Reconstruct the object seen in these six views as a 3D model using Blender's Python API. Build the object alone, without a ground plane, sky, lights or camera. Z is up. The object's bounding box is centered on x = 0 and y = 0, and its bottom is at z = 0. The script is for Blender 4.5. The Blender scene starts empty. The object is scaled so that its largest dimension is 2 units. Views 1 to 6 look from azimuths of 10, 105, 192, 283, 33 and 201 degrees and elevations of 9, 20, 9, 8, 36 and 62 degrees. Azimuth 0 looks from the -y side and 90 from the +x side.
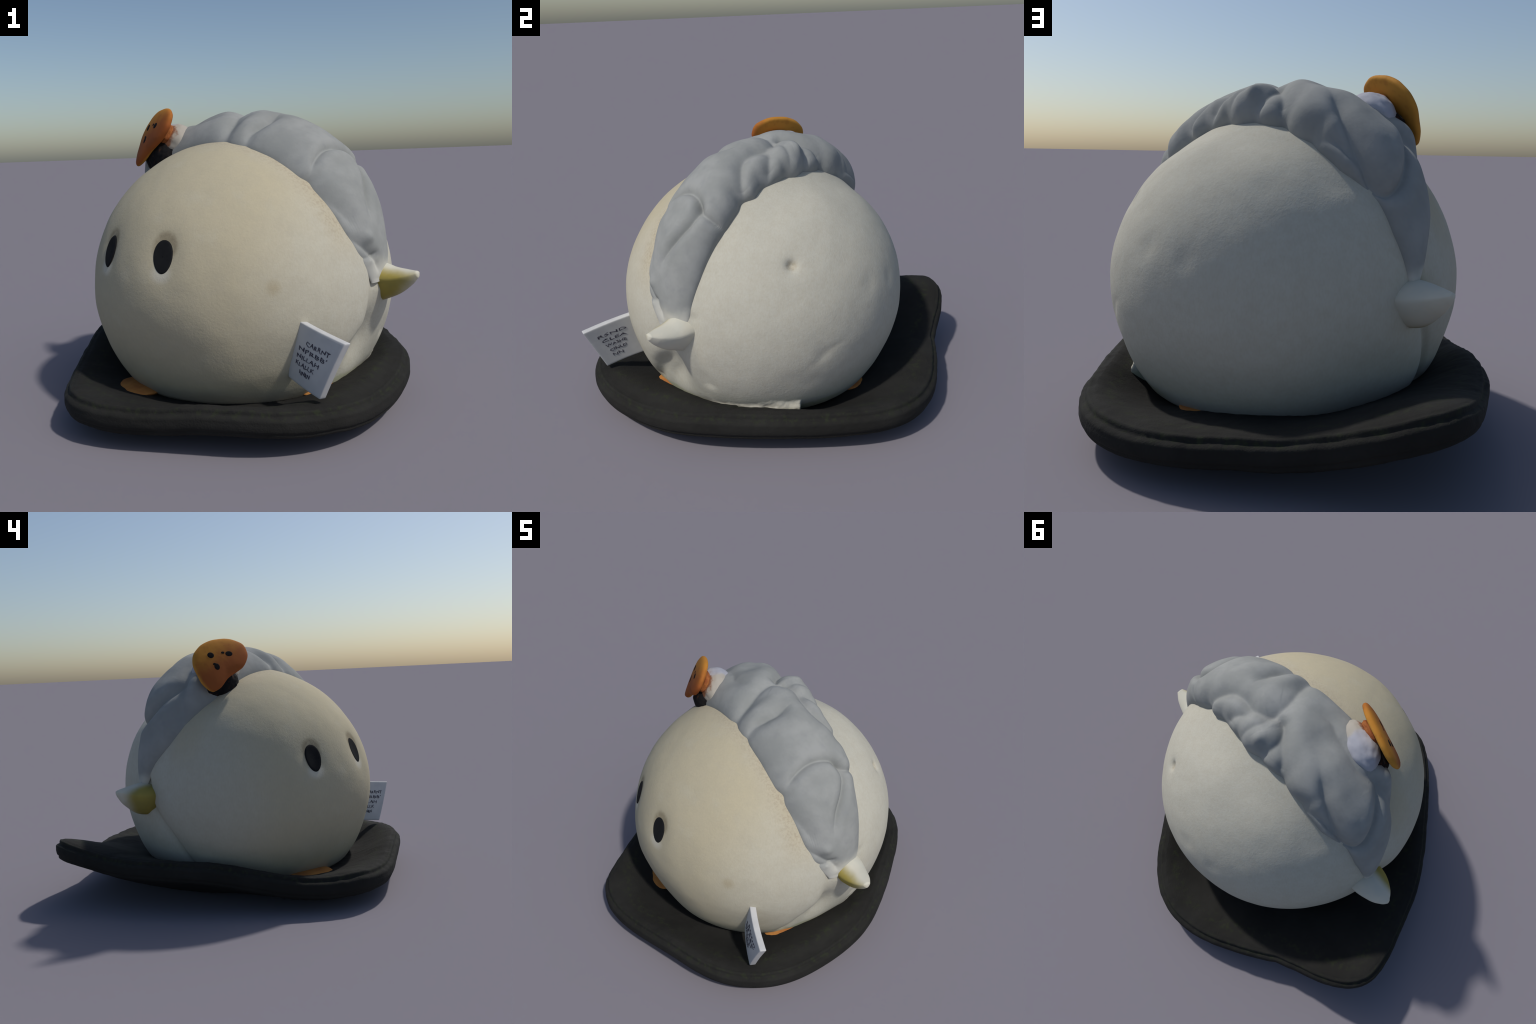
"""Round plush toy with a draped grey cloth and an orange button, sitting on a dark cushion."""
import bpy, bmesh, math, random
import numpy as np
from mathutils import Vector, noise

random.seed(7)
rng = np.random.default_rng(7)

# ------------------------------------------------------------------ body frame
CENTRE = np.array([.012, -.029, .5725])
RADII = np.array([.798, .775, .752])
AXES = np.array([[.4563, .8739, .1675], [.8866, -.4305, -.1693], [.0759, -.2257, .9712]])
TO_WORLD = AXES @ np.diag(RADII) @ AXES.T          # unit ball -> body ellipsoid
TO_UNIT = AXES @ np.diag(1 / RADII) @ AXES.T
ALONG = np.array([.8904, -.4552, 0.])              # from the left flipper to the right one
BACK = np.array([.4552, .8904, 0.])                # from the face to the back
UP = np.array([0., 0., 1.])
MEAN_R = .775


def direction(s, t):
    """unit direction for band angle s (degrees along the cloth) and t (across it)."""
    a, b = np.radians(s), np.radians(t)
    return (np.cos(b) * np.cos(a))[..., None] * ALONG + (np.cos(b) * np.sin(a))[..., None] * UP + np.sin(b)[..., None] * BACK


def on_body(s, t, h=0.):
    s, t, h = np.broadcast_arrays(np.asarray(s, float), np.asarray(t, float), np.asarray(h, float))
    return CENTRE + (direction(s, t) * (1 + h / MEAN_R)[..., None]) @ TO_WORLD.T


def angles(p):
    u = (np.asarray(p, float) - CENTRE) @ TO_UNIT.T
    r = np.linalg.norm(u, axis=-1)
    u = u / r[..., None]
    return np.degrees(np.arctan2(u @ UP, u @ ALONG)), np.degrees(np.arcsin(np.clip(u @ BACK, -1, 1))), (r - 1) * MEAN_R


def smooth(x, a, b):
    k = np.clip((np.asarray(x, float) - a) / (b - a), 0, 1)
    return k * k * (3 - 2 * k)


def fbm(p, scale, octaves=3, seed=0.):
    o = np.empty(len(p))
    for i, q in enumerate(p):
        o[i] = noise.fractal(Vector((q[0] * scale + seed, q[1] * scale - seed, q[2] * scale + 2 * seed)), 1.0, 2.0, octaves)
    return o


# ------------------------------------------------------------------ materials
def material(name, rough=.95, spec=.15):
    m = bpy.data.materials.new(name)
    m.use_nodes = True
    nt = m.node_tree
    b = nt.nodes["Principled BSDF"]
    b.inputs["Roughness"].default_value = rough
    b.inputs["Specular IOR Level"].default_value = spec
    return m, nt, b


class Graph:
    def __init__(self, nt):
        self.nt = nt
        self.co = nt.nodes.new("ShaderNodeTexCoord").outputs["Object"]

    def n(self, kind, **props):
        x = self.nt.nodes.new(kind)
        for k, v in props.items():
            setattr(x, k, v)
        return x

    def link(self, a, b):
        self.nt.links.new(a, b)

    def math(self, op, a, b=None, clamp=False):
        x = self.n("ShaderNodeMath", operation=op, use_clamp=clamp)
        for i, v in enumerate((a, b)):
            if v is None:
                continue
            if isinstance(v, (int, float)):
                x.inputs[i].default_value = v
            else:
                self.link(v, x.inputs[i])
        return x.outputs[0]

    def dot(self, vec, origin=(0, 0, 0), src=None):
        d = self.n("ShaderNodeVectorMath", operation="SUBTRACT")
        self.link(src or self.co, d.inputs[0])
        d.inputs[1].default_value = origin
        x = self.n("ShaderNodeVectorMath", operation="DOT_PRODUCT")
        self.link(d.outputs[0], x.inputs[0])
        x.inputs[1].default_value = vec
        return x.outputs["Value"]

    def distance(self, point, squash=(1, 1, 1)):
        a = self.n("ShaderNodeVectorMath", operation="SUBTRACT")
        self.link(self.co, a.inputs[0])
        a.inputs[1].default_value = point
        b = self.n("ShaderNodeVectorMath", operation="MULTIPLY")
        self.link(a.outputs[0], b.inputs[0])
        b.inputs[1].default_value = squash
        c = self.n("ShaderNodeVectorMath", operation="LENGTH")
        self.link(b.outputs[0], c.inputs[0])
        return c.outputs["Value"]

    def noise(self, scale, detail=3, rough=.55, stretch=None):
        x = self.n("ShaderNodeTexNoise")
        x.inputs["Scale"].default_value = scale
        x.inputs["Detail"].default_value = detail
        x.inputs["Roughness"].default_value = rough
        if stretch:
            mp = self.n("ShaderNodeMapping")
            mp.inputs["Scale"].default_value = stretch
            self.link(self.co, mp.inputs["Vector"])
            self.link(mp.outputs[0], x.inputs["Vector"])
        else:
            self.link(self.co, x.inputs["Vector"])
        return x.outputs["Fac"]

    def ramp(self, fac, a, b, lo=0., hi=1.):
        x = self.n("ShaderNodeMapRange", interpolation_type="SMOOTHSTEP")
        self.link(fac, x.inputs["Value"])
        for k, v in (("From Min", a), ("From Max", b), ("To Min", lo), ("To Max", hi)):
            x.inputs[k].default_value = v
        return x.outputs[0]

    def mix(self, fac, a, b, mode="MIX"):
        x = self.n("ShaderNodeMix", data_type="RGBA", blend_type=mode)
        for sock, v in ((x.inputs[0], fac), (x.inputs[6], a), (x.inputs[7], b)):
            if isinstance(v, (int, float)):
                sock.default_value = v
            elif isinstance(v, tuple):
                sock.default_value = (*v, 1)
            else:
                self.link(v, sock)
        return x.outputs[2]

    def bump(self, bsdf, height, strength=.3, dist=.01):
        x = self.n("ShaderNodeBump")
        x.inputs["Strength"].default_value = strength
        x.inputs["Distance"].default_value = dist
        self.link(height, x.inputs["Height"])
        self.link(x.outputs[0], bsdf.inputs["Normal"])


V = lambda a: tuple(float(x) for x in a)


def body_material():
    m, nt, b = material("plush_fabric")
    g = Graph(nt)
    # soft off-white plush, a warmer beige pile on the face half
    across = g.dot(V(BACK), V(CENTRE))
    along = g.dot(V(ALONG), V(CENTRE))
    big = g.noise(2.2, 3)
    wob = g.math("ADD", across, g.math("MULTIPLY", g.math("SUBTRACT", big, .5), .25))
    face = g.ramp(wob, -.02, -.34, 0, 1)
    fadeside = g.ramp(g.math("ABSOLUTE", along), .74, .40, .25, 1)
    face = g.math("MULTIPLY", face, fadeside)
    col = g.mix(face, (.51, .495, .42), (.48, .428, .30))
    # near the cloth the pile is beige on the front side too
    near = g.ramp(across, -.31, -.17, 0, 1)
    near = g.math("MULTIPLY", near, g.ramp(across, .0, -.10, 0, 1))
    above = g.ramp(g.dot((0, 0, 1), V(CENTRE)), .12, .42)
    near = g.math("MULTIPLY", near, above)
    col = g.mix(near, col, (.49, .44, .32))
    speck = g.noise(80, 2, .6)
    near = g.math("MULTIPLY", near, g.ramp(along, -.30, -.02))
    brown = g.math("MULTIPLY", near, g.ramp(speck, .40, .72, .05, .5))
    col = g.mix(brown, col, (.30, .23, .17))
    mott = g.noise(22, 3, .6)
    col = g.mix(g.ramp(mott, .3, .75, 0, .22), col, (.40, .36, .28))
    cool = g.noise(9, 3, .6)
    col = g.mix(g.ramp(cool, .5, .78, 0, .14), col, (.50, .51, .45))
    fine = g.noise(110, 2, .7, (1.0, 1.0, .45))                  # short brushed pile
    col = g.mix(g.ramp(fine, .35, .7, 0, .20), col, (.40, .35, .25))
    # stains and pits
    for p, r0, r1, c, k in (((.616, .285, .946), .035, .006, (.26, .19, .10), .75),
                            ((.270, -.757, .675), .05, .005, (.33, .25, .13), .38)):
        d = g.distance(p)
        d = g.math("ADD", d, g.math("MULTIPLY", g.math("SUBTRACT", speck, .5), .02))
        col = g.mix(g.ramp(d, r0, r1, 0, k), col, c)
    # halo of the eyes: dark ochre above, pale below
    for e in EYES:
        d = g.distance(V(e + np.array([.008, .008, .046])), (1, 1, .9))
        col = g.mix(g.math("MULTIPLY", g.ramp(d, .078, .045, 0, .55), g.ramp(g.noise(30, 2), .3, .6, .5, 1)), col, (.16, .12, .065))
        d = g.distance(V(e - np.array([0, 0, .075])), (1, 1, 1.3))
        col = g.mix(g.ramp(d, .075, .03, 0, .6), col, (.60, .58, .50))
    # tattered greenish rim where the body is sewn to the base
    low = g.ramp(g.math("ADD", g.dot((0, 0, 1)), g.math("MULTIPLY", g.math("SUBTRACT", mott, .5), .05)), .185, .160, 0, .55)
    low = g.math("MULTIPLY", low, g.ramp(g.dot((1, 0, 0)), .3, .5))
    col = g.mix(low, col, (.33, .36, .20))
    g.link(col, b.inputs["Base Color"])
    h = g.math("ADD", g.noise(70, 3, .6), g.math("MULTIPLY", g.noise(160, 2), .5))
    g.bump(b, h, .13, .008)
    return m


def cloth_material():
    m, nt, b = material("grey_cloth")
    g = Graph(nt)
    col = g.mix(g.ramp(g.noise(6, 4, .6), .35, .7), (.268, .277, .266), (.318, .325, .313))
    col = g.mix(g.ramp(g.noise(18, 3), .5, .8, 0, .35), col, (.22, .23, .24))
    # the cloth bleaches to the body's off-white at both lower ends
    z = g.dot((0, 0, 1))
    z = g.math("ADD", z, g.math("MULTIPLY", g.math("SUBTRACT", g.noise(12, 3), .5), .08))
    col = g.mix(g.ramp(z, .765, .69), col, (.50, .495, .45))
    g.link(col, b.inputs["Base Color"])
    h = g.math("ADD", g.noise(60, 3, .6), g.math("MULTIPLY", g.noise(220, 2), .4))
    g.bump(b, h, .12, .006)
    return m


def cushion_material():
    m, nt, b = material("dark_cushion_fabric", .9, .2)
    g = Graph(nt)
    col = g.mix(g.ramp(g.noise(4, 4, .6), .35, .7), (.0155, .015, .0135), (.021, .0205, .0185))
    at = g.n("ShaderNodeAttribute", attribute_name="seam_band")
    w = g.n("ShaderNodeTexNoise")
    w.inputs["Scale"].default_value = 38
    w.inputs["Detail"].default_value = 4
    g.link(g.co, w.inputs["Vector"])
    st = g.math("MULTIPLY", at.outputs["Fac"], g.ramp(w.outputs["Fac"], .46, .72))
    col = g.mix(g.math("MULTIPLY", st, .8), col, (.026, .032, .016))
    g.link(col, b.inputs["Base Color"])
    g.bump(b, g.math("ADD", g.noise(30, 4, .6), g.noise(120, 3)), .25, .008)
    return m


def simple(name, c0, c1, scale=12, rough=.9, spec=.2, bump=.15, c2=None):
    m, nt, b = material(name, rough, spec)
    g = Graph(nt)
    col = g.mix(g.ramp(g.noise(scale, 4, .6), .35, .68), c0, c1)
    if c2:
        col = g.mix(g.ramp(g.noise(scale * 2.7, 3, .6), .56, .72, 0, .8), col, c2)
    g.link(col, b.inputs["Base Color"])
    if bump:
        g.bump(b, g.noise(scale * 6, 3), bump, .006)
    return m


# ------------------------------------------------------------------ mesh helpers
def new_object(name, verts, faces, mat, parent=None, shade=True):
    me = bpy.data.meshes.new(name)
    me.from_pydata([tuple(map(float, v)) for v in verts], [], [tuple(int(i) for i in f) for f in faces])
    me.validate()
    bm = bmesh.new()
    bm.from_mesh(me)
    bmesh.ops.recalc_face_normals(bm, faces=bm.faces)
    bm.to_mesh(me)
    bm.free()
    if shade:
        me.polygons.foreach_set("use_smooth", [True] * len(me.polygons))
    ob = bpy.data.objects.new(name, me)
    bpy.context.scene.collection.objects.link(ob)
    if mat:
        me.materials.append(mat)
    if parent:
        ob.parent = parent
    return ob


def grid_faces(nu, nv, wrap_v=False):
    """faces of an nu x nv vertex grid, v running fastest."""
    f = []
    for i in range(nu - 1):
        for j in range(nv if wrap_v else nv - 1):
            k = (j + 1) % nv
            f.append((i * nv + j, i * nv + k, (i + 1) * nv + k, (i + 1) * nv + j))
    return f


def catmull(pts, n):
    """smooth curve through control points, n samples."""
    p = np.asarray(pts, float)
    p = np.vstack([2 * p[0] - p[1], p, 2 * p[-1] - p[-2]])
    x = np.linspace(0, len(p) - 3 - 1e-9, n)
    i = x.astype(int)
    f = (x - i)[:, None]
    a, b, c, d = p[i], p[i + 1], p[i + 2], p[i + 3]
    return .5 * (2 * b + (c - a) * f + (2 * a - 5 * b + 4 * c - d) * f ** 2 + (3 * b - a - 3 * c + d) * f ** 3)


def seg_distance(x, y, line, reach=14.):
    """distance (degrees) from points to a smooth control polyline, and the place along it (0 to 1)."""
    p = np.asarray(line, float)
    n = int(np.linalg.norm(np.diff(p, axis=0), axis=1).sum() * 4) + 8
    c = catmull(line, n)
    best = np.full(x.shape, 1e4)
    where = np.zeros(x.shape)
    box = (x > c[:, 0].min() - reach) & (x < c[:, 0].max() + reach) & (y > c[:, 1].min() - reach) & (y < c[:, 1].max() + reach)
    bx, by = x[box], y[box]
    b, w = np.full(bx.shape, 1e4), np.zeros(bx.shape)
    for k, (u, v) in enumerate(c):
        d = (bx - u) ** 2 + (by - v) ** 2
        m = d < b
        b[m] = d[m]
        w[m] = k / (n - 1)
    best[box], where[box] = b, w
    return np.sqrt(best), where


EYES = [np.array([-.212, -.735, .807]), np.array([-.532, -.539, .807])]


# ------------------------------------------------------------------ body
def build_body(root):
    bm = bmesh.new()
    bmesh.ops.create_icosphere(bm, subdivisions=8, radius=1)
    me = bpy.data.meshes.new("body")
    bm.to_mesh(me)
    bm.free()
    n = len(me.vertices)
    co = np.empty(n * 3)
    me.vertices.foreach_get("co", co)
    u = co.reshape(-1, 3)
    u /= np.linalg.norm(u, axis=1)[:, None]
    s = np.degrees(np.arctan2(u @ UP, u @ ALONG))
    t = np.degrees(np.arcsin(np.clip(u @ BACK, -1, 1)))
    h = .004 * fbm(u, 2.2, 3, 3.1) + .0005 * fbm(u, 9, 2, 1.7)
    h -= .005 * np.exp(-((u[:, 2] + .30) / .18) ** 2)            # a little leaner below the middle
    h -= .014 * np.exp(-((t - 27) / 8) ** 2) * smooth(s, 40, 70) * (1 - smooth(s, 130, 155))   # pressed in behind the cloth
    # sewn crease between the face half and the back half, open below the flippers
    for line, depth, w in (
            ([(12, 0), (-2, -1), (-12, -2), (-20, -9), (-32, -16)], .020, 3.0),
            ([(170, 8), (180, 7), (187, 3), (193, -1), (201, -5), (212, -9)], .018, 1.6),
            ([(176, 6), (187, 3), (193, -1), (201, -5), (214, -9)], .018, 6.0),
            ([(10, 15), (-2, 16), (-10, 16), (-20, 17)], .010, 2.5)):
        ss = np.where(s < -90, s + 360, s)
        near = np.abs(t) < 40
        d = np.full(n, 99.)
        d[near], _ = seg_distance(ss[near], t[near], line)
        h -= depth * np.exp(-(d / w) ** 2)
    P = CENTRE + (u * (1 + h / MEAN_R)[:, None]) @ TO_WORLD.T
    inward = -(P - CENTRE) / np.linalg.norm(P - CENTRE, axis=1)[:, None]

    def dent(p, r, depth, stretch=(1, 1, 1)):
        nonlocal P
        d = np.linalg.norm((P - np.asarray(p)) * np.asarray(stretch), axis=1)
        P = P + inward * (depth * np.exp(-(d / r) ** 2))[:, None]

    dent((.616, .285, .946), .024, .022)                       # navel pit
    dent((.616, .285, .946), .05, .008)
    for s0, t0, r, k in ((78, 73, .05, .005), (128, 72, .05, .005), (-10, 62, .05, .005)):
        dent(on_body(s0, t0), r, k)
    dent((-.20, -.72, .37), .22, .014)
    dent((.64, -.33, .28), .15, .036)                           # flat spots where it leans on the seat
    dent((.30, .66, .30), .22, .010)
    dent(on_body(100, 36), .15, .010)
    for e in EYES:
        dent(e, .080, .015, (1, 1, .72))
    # long soft wrinkles low on the back right
    ss, tt = np.degrees(np.arctan2(u @ UP, u @ ALONG)), t
    for line, k, w in (([(-4, 72), (-8, 66), (-15, 61), (-22, 52)], .0025, 3.),
                       ([(2, 4), (-8, 3), (-16, 1), (-26, -6), (-36, -12)], .042, 6.0)):
        d, wh = seg_distance(ss, tt, line)
        P += inward * (k * np.exp(-(d / w) ** 2) * np.sin(np.pi * np.clip(wh, .03, .97)))[:, None]
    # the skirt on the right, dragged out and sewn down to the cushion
    az = np.degrees(np.arctan2(P[:, 1], P[:, 0]))
    zone = smooth(az, -16, -2) * (1 - smooth(az, 26.0, 27.5)) * (1 - smooth(P[:, 2], .17, .26))
    wave = .010 * fbm(np.c_[az / 5, P[:, 2] * 25, 0 * az], 1, 3, 9.)
    rad = np.hypot(P[:, 0], P[:, 1])
    target = np.maximum(rad, .690 + .012 * smooth(az, 0, 26) + wave - .10 * smooth(P[:, 2], .12, .02))
    k = 1 + zone * (target / rad - 1) * (rad > .3)
    P[:, 0] *= k
    P[:, 1] *= k
    # flattened seat
    z = P[:, 2]
    zb = .12
    P[:, 2] = np.where(z < zb, zb - .075 * (1 - np.exp(-(zb - z) / .1)), z)
    me.vertices.foreach_set("co", P.ravel())
    me.polygons.foreach_set("use_smooth", [True] * len(me.polygons))
    me.materials.append(body_material())
    ob = bpy.data.objects.new("body", me)
    bpy.context.scene.collection.objects.link(ob)
    ob.parent = root
    return ob


# ------------------------------------------------------------------ draped cloth
FRONT = [(4, -1), (10, -5), (16, -8), (24, -10.5), (36, -12.5), (45, -14), (55, -15), (67, -15.5), (79, -15.5), (88, -15.5), (100, -15.5),
         (114, -16), (122, -15), (130, -14), (139, -10), (147, -6.5), (154, -3), (162, 3), (171, 8), (177, 11)]
REAR = [(4, 12), (12, 14), (25, 15.5), (39, 16.5), (47, 17.5), (57, 17.5), (62, 18), (68, 19), (76, 19.5), (86, 21.5), (94, 21), (100, 21),
        (107, 20.5), (115, 21), (123, 21.5), (133, 21), (140, 18.5), (147, 16), (157, 15.5), (166, 14), (172, 13), (177, 12)]
CREST = [(4, .000), (8, .014), (12, .030), (20, .050), (30, .076), (40, .102), (50, .124), (60, .134), (72, .142), (80, .146), (90, .146), (104, .141),
         (114, .150), (122, .146), (130, .132), (137, .114), (143, .094), (150, .070), (158, .050), (166, .030), (172, .014), (177, .000)]
# valleys: control points (s, t), depth, half width in degrees
FOLDS = [
    ([(83, -20), (85, -13), (87, -6), (89, -1), (90, 4), (89, 9), (86, 12)], .034, 2.2),
    ([(73, -20), (76, -12), (75.5, -6), (75, -2), (76, 5)], .036, 1.8),
    ([(54, 25), (60, 17.5), (65.5, 13), (71, 10), (77, 9.5), (83, 10.5), (90, 8), (93, 5)], .046, 2.1),
    ([(66, 30), (71, 21), (75, 17.5), (80, 14), (85, 11)], .036, 2.2),
    ([(80, 28), (85, 19), (88, 13), (90, 9)], .016, 1.6),
    ([(92, 29), (95.5, 19), (97, 13), (94, 8), (90, 8)], .020, 1.5),
    ([(109, 27), (103, 17), (99, 13), (94, 8), (90, 7)], .036, 2.1),
    ([(42, -20), (47, -12.5), (51, -7), (53, -1), (52, 5), (49, 8.5), (44, 8.7), (39, 6.5), (33, 3), (27, 1), (18, 0)], .030, 1.05),
    ([(52, 6), (48, 9.5), (46.5, 12), (45, 22)], .026, 1.05),
    ([(46, -17), (38, -13), (31, -9.5), (22, -6)], .020, 1.8),
    ([(106, 6), (113, 10), (117, 12), (122, 14), (128, 15.5), (135, 16.5), (142, 16.5), (146, 14), (145, 10.5), (141, 6), (136, 2), (131, -1.5), (127, -3), (120, -2)], .040, 1.4),
    ([(112, 26), (119, 22), (128, 18.5), (138, 17)], .034, 2.0),
    ([(90, -1), (96, -3), (103, -4), (108, -2), (115, -.5), (121, 0), (127, -2.5), (134, -7)], .024, 2.2),
    ([(154, -13), (146, -8), (138, -5), (130, -3.5), (122, -2)], .026, 2.2),
    ([(24, -12), (17, -5), (12, 0), (6, 3)], .018, 1.2),
    ([(15, -12), (13.5, -4), (15, 2)], .014, .9),
]
# swellings: centre (s, t), height, radii in degrees
SWELLS = [((91.5, 17), .018, (2.0, 2.2)), ((95, 19), -.016, (5, 4)), ((107, 4), -.022, (5, 4)), ((128, -6), .020, (5, 3)), ((68, 0), .012, (9, 9)), ((80, -10), .012, (4, 5)), ((70, 18), -.012, (7, 4)),  ((142, 18), -.02, (6, 3)),
          ((109, 8), .012, (9, 8)), ((129, -9), .030, (9, 5)), ((134, 9), .016, (7, 5)), 
          ((48, -12), .010, (3, 3)), ((20, -3), .014, (2, 2)), ((13, -3), .012, (1.6, 1.6)), ((33, 9), .010, (10, 4))]


def build_cloth(root):
    ns, nt = 620, 200
    sv = np.linspace(4, 177, ns)
    lo = np.interp(sv, *np.array(FRONT).T)
    hi = np.interp(sv, *np.array(REAR).T)
    ker = np.hanning(15)
    ker /= ker.sum()
    pad = lambda a: np.convolve(np.pad(a, 7, mode="edge"), ker, "valid")
    lo, hi = pad(lo), pad(hi)
    for a, w, k in ((85, 2.5, .9), (46, 2.5, 1.3), (75, 2, .6)):       # the hems draw in where a fold runs out
        lo = lo + k * np.exp(-((sv - a) / w) ** 2)
    for a, w, k in ((59, 2.5, 1.6), (70, 3, 1.2), (82, 2, .8), (94, 2, .8), (106, 2.5, 1.2), (119, 2.5, 1.0), (64, 2, -.8), (88, 2, -.6), (112, 3, -.5)):
        hi = hi - .7 * k * np.exp(-((sv - a) / w) ** 2)
    crest = pad(np.interp(sv, *np.array(CREST).T))
    x = np.sin(np.linspace(-math.pi / 2, math.pi / 2, nt))          # denser at both hems
    S = np.repeat(sv[:, None], nt, 1)
    T = ((lo + hi) / 2)[:, None] + ((hi - lo) / 2)[:, None] * x[None]
    # the hem rises softly on the face side; the ridge leans back and stands steep behind
    face = np.interp(sv, [4, 40, 55, 80, 90, 100, 177], [2.0, 1.9, 1.6, 1.6, 1.9, 2.0, 2.0])[:, None]
    lean = np.interp(sv, [4, 35, 50, 85, 100, 177], [0, .1, .28, .28, .1, 0])[:, None]
    y = np.clip(x[None] - lean, -1.28, 1)
    y = np.where(y < 0, y / (1 + lean), y / (1 - lean))
    prof = np.where(y < 0, np.clip(1 - np.abs(y) ** face, 0, 1) ** .72, np.clip(1 - np.abs(y) ** 3.0, 0, 1) ** .55)
    Hh = crest[:, None] * prof
    env = np.clip(prof * 1.6, 0, 1)
    for line, depth, w in FOLDS:
        d, wh = seg_distance(S, T, line)
        fade = smooth(np.minimum(wh, 1 - wh), .0, .26)
        Hh -= depth * np.exp(-(np.sqrt(d * d + .16 * w * w) - .4 * w) / w) * fade * env     # pillowy crease
        Hh += .12 * depth * np.exp(-((d - 3 * w) / (1.6 * w)) ** 2) * fade * env
    for (a, b), k, (ra, rb) in SWELLS:
        Hh += k * np.exp(-((S - a) / ra) ** 2 - ((T - b) / rb) ** 2) * env
    P0 = on_body(S, T, 0).reshape(-1, 3)
    Hh += (.004 * fbm(P0, 3, 2, 5.)).reshape(S.shape) * env
    Hh = np.maximum(Hh, .004 * env) - .014 * (1 - prof ** .5)
    P = on_body(S, T, Hh).reshape(-1, 3)
    return new_object("cloth", P, grid_faces(ns, nt), cloth_material(), root)


# ------------------------------------------------------------------ button on its stub
B_CENTRE = np.array([-.4577, -.0215, 1.3444])
B_NORMAL = np.array([-.6719, -.6069, .4244])
B_RIGHT = np.array([.6703, -.7421, 0.])
B_UP = np.array([.3150, .2845, .9055])
B_OUTLINE = [(.026, .157), (-.029, .15), (-.087, .129), (-.121, .104), (-.151, .071), (-.166, .031), (-.169, -.008), (-.158, -.055), (-.144, -.107),
             (-.116, -.149), (-.097, -.163), (-.081, -.164), (-.035, -.142), (.021, -.090), (.082, -.058), (.127, -.032), (.158, .004), (.176, .04),
             (.176, .069), (.171, .094), (.153, .12), (.102, .148), (.062, .157)]
HOLES = [((-.063, .046), .0180, .0170), ((.048, .047), .0215, .0155), ((.012, .056), .010, .007), ((-.043, -.027), .0155, .0195), ((-.054, -.010), .009, .007)]


def button_point(a, b, depth):
    return B_CENTRE + a[..., None] * B_RIGHT + b[..., None] * B_UP + (depth + .012 + .09 * a)[..., None] * B_NORMAL


def button_material():
    m, nt, b = material("orange_button", .8, .15)
    g = Graph(nt)
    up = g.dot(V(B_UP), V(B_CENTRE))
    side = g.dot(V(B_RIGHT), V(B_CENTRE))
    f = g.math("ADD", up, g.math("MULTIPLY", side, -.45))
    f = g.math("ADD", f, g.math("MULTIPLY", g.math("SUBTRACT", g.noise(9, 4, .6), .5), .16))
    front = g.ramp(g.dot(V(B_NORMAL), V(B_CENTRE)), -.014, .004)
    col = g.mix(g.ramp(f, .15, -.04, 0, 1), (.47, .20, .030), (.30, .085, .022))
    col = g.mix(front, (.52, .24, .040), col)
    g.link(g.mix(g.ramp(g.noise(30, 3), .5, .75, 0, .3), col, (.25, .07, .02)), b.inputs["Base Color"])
    g.bump(b, g.noise(40, 3), .12, .006)
    return m


def face_height(a, b):
    """height of the domed front above the rim plane, near the middle."""
    return .0155 - .30 * ((a - .0) ** 2 + (b - .02) ** 2)


def build_button(root):
    c = catmull(B_OUTLINE + B_OUTLINE[:1], 161)[:-1]
    mid = np.array([.0, .02])
    rings = []
    thick = .036
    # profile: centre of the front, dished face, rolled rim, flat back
    for k, dz in ((0., .016), (.25, .0155), (.5, .014), (.7, .011), (.84, .007), (.92, .003), (.97, -.002), (.995, -.009), (1.0, -.015), (.99, -.021),
                  (.96, -.027), (.90, -.030), (.7, -.031), (.4, -.031), (0., -.031)):
        q = mid + (c - mid) * k
        wob = .003 * np.sin(q[:, 0] * 22) * np.cos(q[:, 1] * 17) * k * k
        rings.append(button_point(q[:, 0], q[:, 1], dz + wob))
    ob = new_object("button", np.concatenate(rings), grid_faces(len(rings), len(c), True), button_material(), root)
    md = ob.modifiers.new("s", "SUBSURF")
    md.levels = md.render_levels = 1
    hole_mat = simple("painted_hole_dark", (.006, .006, .008), (.012, .010, .010), 30, .9, .1, 0)
    for (a, b), ra, rb in HOLES:
        # thin near-black disc on the face; its colour paints the dark of a hole
        ang = np.linspace(0, 2 * np.pi, 25)[:-1]
        rr = []
        for k, dz in ((1.15, -.002), (1.0, .0010), (.8, .0012), (.5, .0012), (.02, .0012)):
            rr.append(button_point(a + ra * k * np.cos(ang), b + rb * k * np.sin(ang), dz + face_height(a + ra * k * np.cos(ang), b + rb * k * np.sin(ang))))
        new_object("button_hole_disc", np.concatenate(rr), grid_faces(len(rr), 24, True), hole_mat, ob)
    return ob


def blob(name, centre, axes, radii, mat, root, amp=.06, scale=2.5, seed=0., power=2.0, detail=48):
    """lumpy super-ellipsoid with its own axes."""
    th = np.linspace(0, np.pi, detail)
    ph = np.linspace(0, 2 * np.pi, detail * 2, endpoint=False)
    A, B = np.meshgrid(th, ph, indexing="ij")
    d = np.stack([np.sin(A) * np.cos(B), np.sin(A) * np.sin(B), np.cos(A)], -1).reshape(-1, 3)
    r = 1 / (np.abs(d) ** power).sum(1) ** (1 / power)
    r *= 1 + amp * fbm(d, scale, 3, seed)
    P = np.asarray(centre) + (d * r[:, None] * np.asarray(radii)) @ np.asarray(axes)
    return new_object(name, P, grid_faces(detail, detail * 2, True), mat, root)


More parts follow.
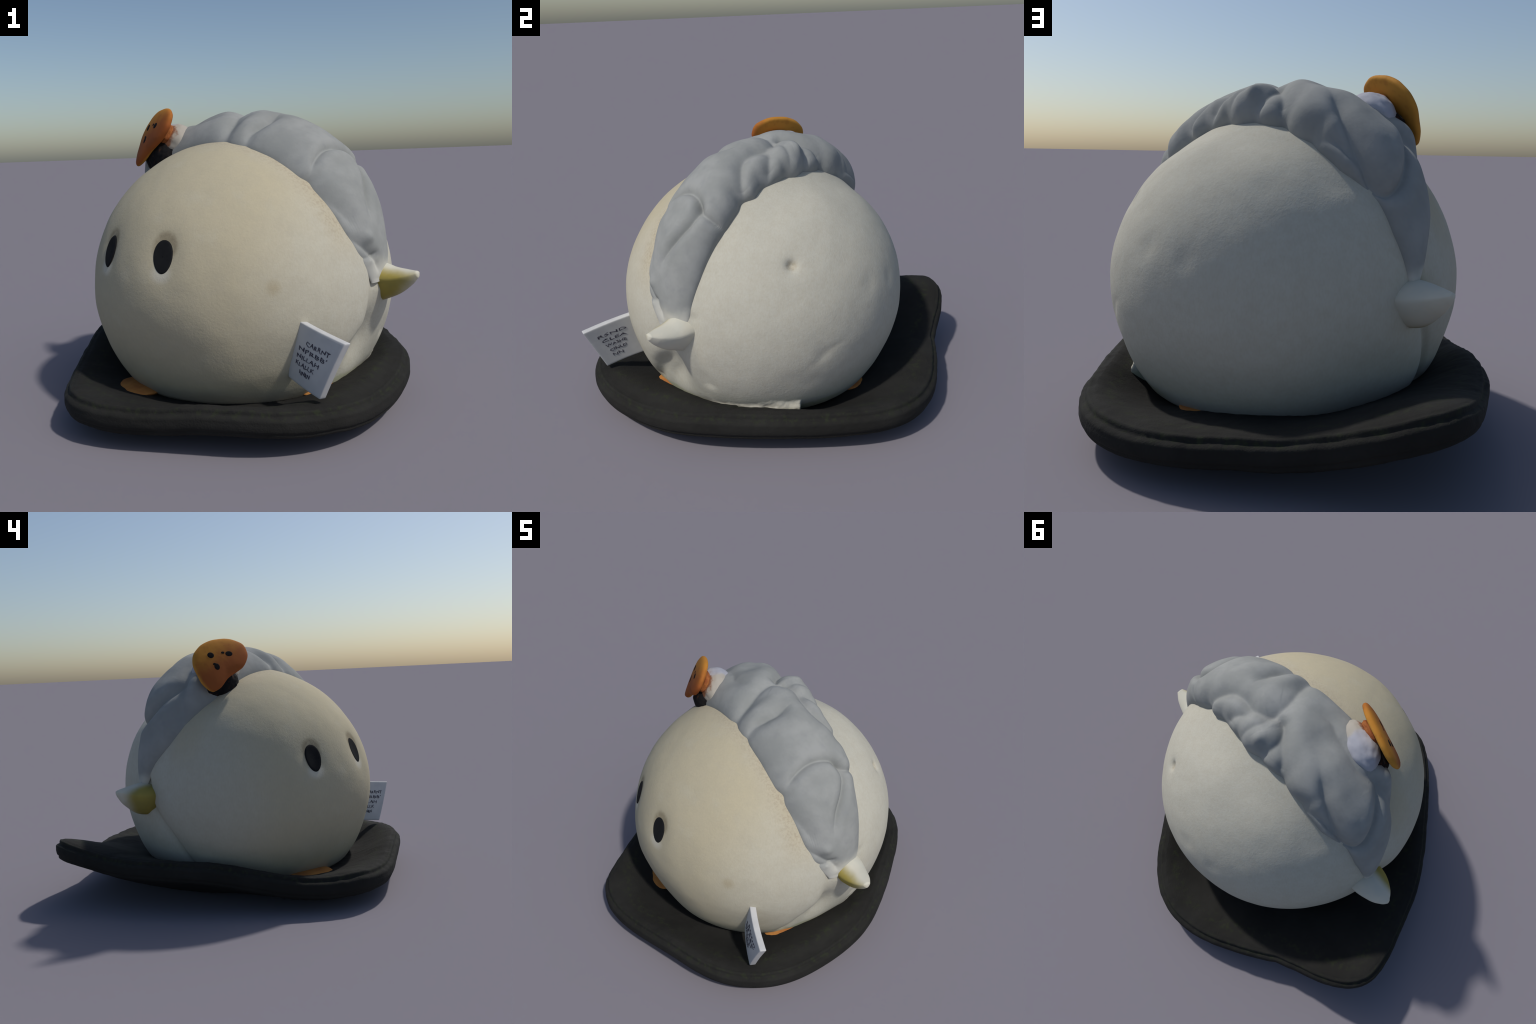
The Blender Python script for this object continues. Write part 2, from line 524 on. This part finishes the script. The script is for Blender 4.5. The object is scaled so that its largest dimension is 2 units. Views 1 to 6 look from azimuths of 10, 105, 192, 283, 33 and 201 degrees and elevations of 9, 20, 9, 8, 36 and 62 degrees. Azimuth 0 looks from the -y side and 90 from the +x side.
def build_stub(root):
    axes = np.array([B_RIGHT, B_UP, B_NORMAL])
    m, nt, b = material("white_stub", .9, .2)
    g = Graph(nt)
    col = g.mix(g.ramp(g.noise(9, 4), .35, .7), (.38, .385, .43), (.46, .465, .51))
    side = g.math("ADD", g.dot(V(B_RIGHT), V(B_CENTRE)), g.math("MULTIPLY", g.math("SUBTRACT", g.noise(14, 3), .5), .08))
    col = g.mix(g.ramp(side, .035, .075), col, (.40, .37, .32))
    near = g.math("ADD", g.dot(V(B_NORMAL), V(B_CENTRE)), g.math("MULTIPLY", g.math("SUBTRACT", g.noise(28, 3), .5), .07))
    rust = g.math("MULTIPLY", g.ramp(near, -.065, -.045), g.ramp(side, .0, .05))
    col = g.mix(rust, col, (.24, .11, .06))
    g.link(col, b.inputs["Base Color"])
    g.bump(b, g.noise(40, 3), .15, .006)
    blob("stub", B_CENTRE - .118 * B_NORMAL + .012 * B_UP + .022 * B_RIGHT, axes, (.146, .110, .092), m, root, .06, 1.5, 4., 2.0)
    lump_mat = simple("black_mass", (.008, .008, .009), (.016, .014, .014), 14, .9, .15, .4, (.06, .022, .010))
    blob("black_lump", B_CENTRE - .085 * B_NORMAL - .060 * B_UP - .005 * B_RIGHT, axes, (.128, .105, .070), lump_mat, root, .08, 2.5, 8.)
    rust_m = simple("rusty_washer", (.34, .12, .035), (.22, .06, .02), 20, .8, .2, .2)
    blob("washer", B_CENTRE - .036 * B_NORMAL + .030 * B_UP + .040 * B_RIGHT, axes, (.070, .055, .022), rust_m, root, .05, 3, 2., 3.)


# ------------------------------------------------------------------ eyes
def build_eyes(root):
    mat = simple("black_felt", (.010, .0105, .0115), (.016, .0165, .017), 8, .95, .15, .1)
    for e, lean in zip(EYES, (-.06, -.02)):
        nrm = (e - CENTRE) / np.linalg.norm(e - CENTRE)
        up = UP - nrm * (UP @ nrm)
        up /= np.linalg.norm(up)
        right = np.cross(up, nrm)
        rings = []
        na, nr = 64, 14
        ang = np.linspace(0, 2 * np.pi, na, endpoint=False)
        for k in np.linspace(1.03, .02, nr):
            a, b = .049 * k * np.cos(ang), .076 * k * np.sin(ang)
            a = a * (1 + .10 * np.sin(ang)) + lean * b
            q = e + a[:, None] * right + b[:, None] * up
            s, t, _ = angles(q)
            h = .001 + .004 * np.sqrt(np.clip(1 - (k / 1.03) ** 2, 0, 1)) - .014 * np.exp(-(k * .8) ** 2) - .003 * (k > 1)
            rings.append(on_body(s, t, h))
        new_object("eye", np.concatenate(rings), grid_faces(nr, na, True), mat, root)


# ------------------------------------------------------------------ flippers
def flipper_material(origin):
    m, nt, b = material("flipper_fabric")
    g = Graph(nt)
    y = g.dot(V(BACK), V(origin))
    z = g.dot((0, 0, 1), V(origin))
    n = g.math("MULTIPLY", g.math("SUBTRACT", g.noise(14, 3), .5), .03)
    f = g.math("ADD", g.math("ADD", y, g.math("MULTIPLY", z, .30)), n)
    col = g.mix(g.ramp(g.noise(9, 3), .35, .7), (.60, .57, .47), (.55, .54, .46))
    ochre = g.mix(g.ramp(g.noise(11, 3), .35, .7), (.36, .29, .075), (.31, .26, .075))
    col = g.mix(g.ramp(f, .000, -.066), col, ochre)
    g.link(col, b.inputs["Base Color"])
    g.bump(b, g.noise(60, 3), .15, .006)
    return m


def build_flipper(root, spine, widths, heights):
    """tapered loft: spine points, half width (face to back) and half height per station."""
    n, na = 40, 40
    c = catmull(spine, n)
    w = catmull(np.c_[widths, heights], n)
    ang = np.linspace(0, 2 * np.pi, na, endpoint=False)
    rows = []
    for i in range(n):
        tan = c[min(i + 1, n - 1)] - c[max(i - 1, 0)]
        tan /= np.linalg.norm(tan)
        up = UP - tan * (UP @ tan)
        up /= np.linalg.norm(up)
        side = np.cross(tan, up)
        ca, sa = np.cos(ang), np.sin(ang)
        ca, sa = np.sign(ca) * np.abs(ca) ** 1.2, np.sign(sa) * np.abs(sa) ** 1.2
        z = np.where(sa > 0, sa * .72, sa * 1.2)
        rows.append(c[i] + (w[i, 0] * ca * (1 - .18 * np.maximum(-sa, 0)))[:, None] * side + (w[i, 1] * z)[:, None] * up)
    tip = c[-1] + (c[-1] - c[-2]) * .2
    rows.append(np.repeat(tip[None], na, 0))
    return rows, c


def build_flippers(root):
    for spine, wd, ht in (
            ([(.63, -.20, .625), (.725, -.255, .628), (.79, -.295, .630), (.85, -.330, .644), (.893, -.355, .660)],
             [.092, .090, .076, .052, .020], [.104, .100, .074, .044, .016]),
            ([(-.52, .40, .612), (-.612, .462, .622), (-.674, .511, .637), (-.710, .538, .650), (-.730, .550, .658)],
             [.108, .100, .072, .041, .014], [.102, .094, .060, .031, .012])):
        rows, c = build_flipper(root, spine, wd, ht)
        new_object("flipper", np.concatenate(rows), grid_faces(len(rows), 40, True), flipper_material(c[14]), root)


# ------------------------------------------------------------------ feet
def build_feet(root):
    mat = simple("orange_felt", (.48, .22, .06), (.37, .145, .045), 9, .95, .1, .2)
    for x, y, z, a, rx, ry in ((.405, -.435, .130, -47, .125, .120), (-.440, -.475, .122, -132, .140, .140), (.165, .520, .120, 72, .100, .17), (-.38, .36, .14, 136, .10, .12)):
        a = math.radians(a)
        axes = np.array([[math.cos(a), math.sin(a), 0], [-math.sin(a), math.cos(a), 0], [0, 0, 1]])
        blob("foot", (x, y, z), axes, (rx, ry, .022), mat, root, .05, 2, x * 9, 2.3, 32)


# ------------------------------------------------------------------ sewn-in label
LABEL = dict(inner_top=(.36, -.670, .522), outer_top=(.583, -.900, .478), outer_low=(.474, -.844, .223), inner_low=(.325, -.672, .258))


def build_label(root):
    it, ot, ol, il = (np.array(LABEL[k]) for k in ("inner_top", "outer_top", "outer_low", "inner_low"))
    nrm = np.cross(ot - it, il - it)
    nrm /= np.linalg.norm(nrm)
    if nrm @ np.array([-.6, -.6, 0]) < 0:
        nrm = -nrm                                   # towards view from the front left
    nu, nv = 24, 24

    def surf(u, v, off):
        p = it + (ot - it) * u[..., None] + (il - it) * v[..., None] + (ol - ot - il + it) * (u * v)[..., None]
        bend = .008 * np.sin(np.pi * u) * (1 - .3 * v) + .004 * np.sin(np.pi * v)
        return p + (bend + off)[..., None] * nrm

    U, W = np.meshgrid(np.linspace(0, 1, nu), np.linspace(0, 1, nv), indexing="ij")
    half = .017
    front = surf(U, W, np.full(U.shape, half)).reshape(-1, 3)
    back = surf(U, W, np.full(U.shape, -half)).reshape(-1, 3)
    faces = grid_faces(nu, nv)
    m = nu * nv
    f2 = [tuple(i + m for i in reversed(f)) for f in faces]
    ring = [i * nv for i in range(nu)] + [(nu - 1) * nv + j for j in range(1, nv)] + [i * nv + nv - 1 for i in range(nu - 2, -1, -1)] + [j for j in range(nv - 2, 0, -1)]
    side = [(ring[i], ring[(i + 1) % len(ring)], ring[(i + 1) % len(ring)] + m, ring[i] + m) for i in range(len(ring))]
    ob = new_object("label", np.concatenate([front, back]), faces + f2 + side, simple("label_satin", (.50, .50, .50), (.56, .56, .55), 8, .8, .25, .05), root)  # white greyed down to the label's shaded side
    bv = ob.modifiers.new("b", "BEVEL")
    bv.width, bv.segments, bv.limit_method, bv.angle_limit = .004, 2, "ANGLE", math.radians(50)
    # printed rows of cramped, barely legible capitals on both faces
    ink = simple("label_ink", (.055, .05, .07), (.10, .095, .12), 30, .9, .1, 0)
    rows = {1: ("CARRNT", "NPRBB'", "NILLAH", "KLALLK", "NNRN"), -1: ("RSND", "CLEA", "WASHE", "CINLD", "NN")}
    for sign, words in rows.items():
        for r, word in enumerate(words):
            cu = bpy.data.curves.new("print", "FONT")
            cu.body = word
            cu.size = 1.0
            cu.resolution_u = 2
            tmp = bpy.data.objects.new("print", cu)
            bpy.context.scene.collection.objects.link(tmp)
            dg = bpy.context.evaluated_depsgraph_get()
            me = bpy.data.meshes.new_from_object(tmp.evaluated_get(dg))
            bpy.data.objects.remove(tmp)
            co = np.array([v.co[:] for v in me.vertices])
            co[:, 0] -= co[:, 0].min()
            wid = co[:, 0].max()
            u = co[:, 0] / wid
            v = co[:, 1]
            if sign == 1:
                u0, u1, v0 = .30, .86 - .06 * r + (.05 if r == 1 else 0), .22 + .125 * r
                u0 = (.36, .22, .20, .20, .34)[r]
            else:
                u = 1 - u
                u0, u1, v0 = .28 + .03 * r, .84 - .03 * r, .20 + .135 * r
                if r == 4:
                    u0, u1 = .5, .74
            uu = u0 + (u1 - u0) * u
            vv = v0 + .085 - .098 * v
            uu = uu + .006 * np.sin(vv * 190 + r) 
            vv = vv + .010 * np.sin(uu * 47 + 2 * r)
            p = surf(uu, vv, np.full(uu.shape, sign * (half + .0012)))
            faces = [tuple(q.vertices) for q in me.polygons]
            bpy.data.meshes.remove(me)
            t = new_object("label_print", p, faces, ink, ob, False)
            so = t.modifiers.new("s", "SOLIDIFY")
            so.thickness = .0016
            so.offset = 0
            t["kind"] = "stuff"
    return ob


# ------------------------------------------------------------------ cushion
RIM_R = [0.774, 0.76, 0.823, 0.963, 0.955, 0.911, 0.93, 1.228, 0.98, 0.884, 0.809, 0.808, 0.898, 1.039, 0.934, 0.906, 0.986, 0.978, 0.86, 0.839]
RIM_Z = [0.155, 0.142, 0.143, 0.144, 0.128, 0.159, 0.155, 0.354, 0.242, 0.243, 0.23, 0.174, 0.117, 0.149, 0.129, 0.172, 0.154, 0.134, 0.095, 0.143]
RIM_T = [0.079, 0.076, 0.066, 0.059, 0.056, 0.061, 0.068, 0.067, 0.06, 0.067]


def periodic(ctrl, th):
    """closed uniform cubic spline through the influence of its control values."""
    c = np.asarray(ctrl)
    n = len(c)
    u = th / (2 * np.pi) * n
    o = np.zeros_like(th)
    for k in range(n):
        d = np.abs((u - k + n / 2) % n - n / 2)
        o += c[k] * np.where(d < 1, 2 / 3 - d * d + d ** 3 / 2, np.where(d < 2, (2 - d) ** 3 / 6, 0))
    return o


def build_cushion():
    nth = 480
    th = np.linspace(0, 2 * np.pi, nth, endpoint=False)
    R, Z, Q = periodic(RIM_R, th), periodic(RIM_Z, th), periodic(RIM_T, th)
    deg = np.degrees(th)
    R = R - .005 * np.exp(-((deg - 103) / 2.2) ** 2) - .013 * np.exp(-((deg - 110) / 9) ** 2)
    rows, seam = [], []
    dirs = np.c_[np.cos(th), np.sin(th)]
    put = lambda r, z, m=0.: (rows.append(np.c_[dirs * np.asarray(r)[:, None], z]), seam.append(np.full(nth, m)))
    Z = Z - .012 * np.exp(-((deg - 268) / 32) ** 2)
    Z = Z + .012 * np.exp(-((deg - 130) / 12) ** 2)
    R = R + .012 * np.exp(-((deg - 129) / 7) ** 2)
    belly = np.minimum(1 + .3 * np.exp(-((deg - 118) / 20) ** 2), (Z - .015) / Q)               # the rim sags more below than above
    seat = .116 + .045 * np.exp(-(((deg - 4 + 180) % 360 - 180) / 20) ** 2) - .025 * np.exp(-((deg - 40) / 16) ** 2) + .032 * np.exp(-((deg - 88) / 22) ** 2) + .065 * np.exp(-((deg - 150) / 45) ** 2) - .012 * np.exp(-((deg - 235) / 25) ** 2)
    hollow = np.exp(-((deg - 272) / 30) ** 2)                 # on the face side the dish falls away right behind the rim
    span = (R - .60) * (1 - hollow) + .24 * hollow
    slope = np.exp(-((deg - 148) / 50) ** 2)                  # long even rise to the lifted corner
    ledge = np.exp(-((deg - 325) / 28) ** 2) + .25 * np.exp(-((deg - 240) / 14) ** 2)                  # a puffy ledge beside the label
    # upper side, from the middle out
    for k in np.linspace(0, 1, 40):
        r = k * R
        x = np.clip((R - r) / span, 0, 1)
        fall = (.5 * (1 - (1 - x) ** 1.6) + .5 * x * x * (3 - 2 * x)) * (1 - ledge) + x ** 2.2 * ledge
        fall = fall * (1 - slope) + x ** 1.5 * slope
        zz = (Z + Q + .026 * ledge * smooth(x, .0, .25)) * (1 - fall) + seat * fall
        deep = .09 * smooth(r, .62, .40)
        zz = zz - deep
        put(r, zz, float(np.exp(-((k - .93) / .035) ** 2)))
    # rolled rim
    for a in np.linspace(90, -90, 34)[1:]:
        c, s = math.cos(math.radians(a)), math.sin(math.radians(a))
        ridge = .006 * math.exp(-((a - 62) / 7) ** 2) - .006 * math.exp(-((a - 46) / 6) ** 2) + .004 * math.exp(-((a - 25) / 8) ** 2) - .006 * math.exp(-((a + 28) / 4) ** 2) + .002 * math.exp(-((a + 42) / 6) ** 2)
        q = Q + ridge
        put(R + q * c, Z + q * s * (1 if s > 0 else belly), math.exp(-((a - 50) / 18) ** 2))
    # underside, back to the middle
    for k in np.linspace(1, 0, 30)[1:]:
        r = k * R
        inner = .42
        f = np.clip((r - inner) / (R - inner), 0, 1)
        put(r, (Z - Q * belly) * f ** 1.7)
    P = np.concatenate(rows)
    wob = fbm(P, 5, 3, 3.) * .006 + fbm(P, 26, 2, 1.) * .0025
    amp = np.concatenate([np.full(nth, min(1, i / 20)) for i in range(len(rows))]) * np.clip(P[:, 2] / .06, 0, 1)
    P[:, 2] += wob * amp
    P[:, :2] *= (1 + .6 * wob * amp)[:, None]
    ob = new_object("cushion", P, grid_faces(len(rows), nth, True), cushion_material())
    at = ob.data.attributes.new("seam_band", "FLOAT", "POINT")
    at.data.foreach_set("value", np.concatenate(seam).astype(np.float32))
    ob["label"] = "dished dark charcoal fabric cushion with one raised corner"
    ob["category"] = "cushion"
    return ob


root = bpy.data.objects.new("plush_toy", None)
bpy.context.scene.collection.objects.link(root)
root["label"] = "round cream plush ball with bean eyes, flippers and draped grey cloth"
root["category"] = "plush toy"
build_body(root)
build_cloth(root)
build_button(root)
build_stub(root)
build_eyes(root)
build_flippers(root)
build_feet(root)
build_label(root)
build_cushion()
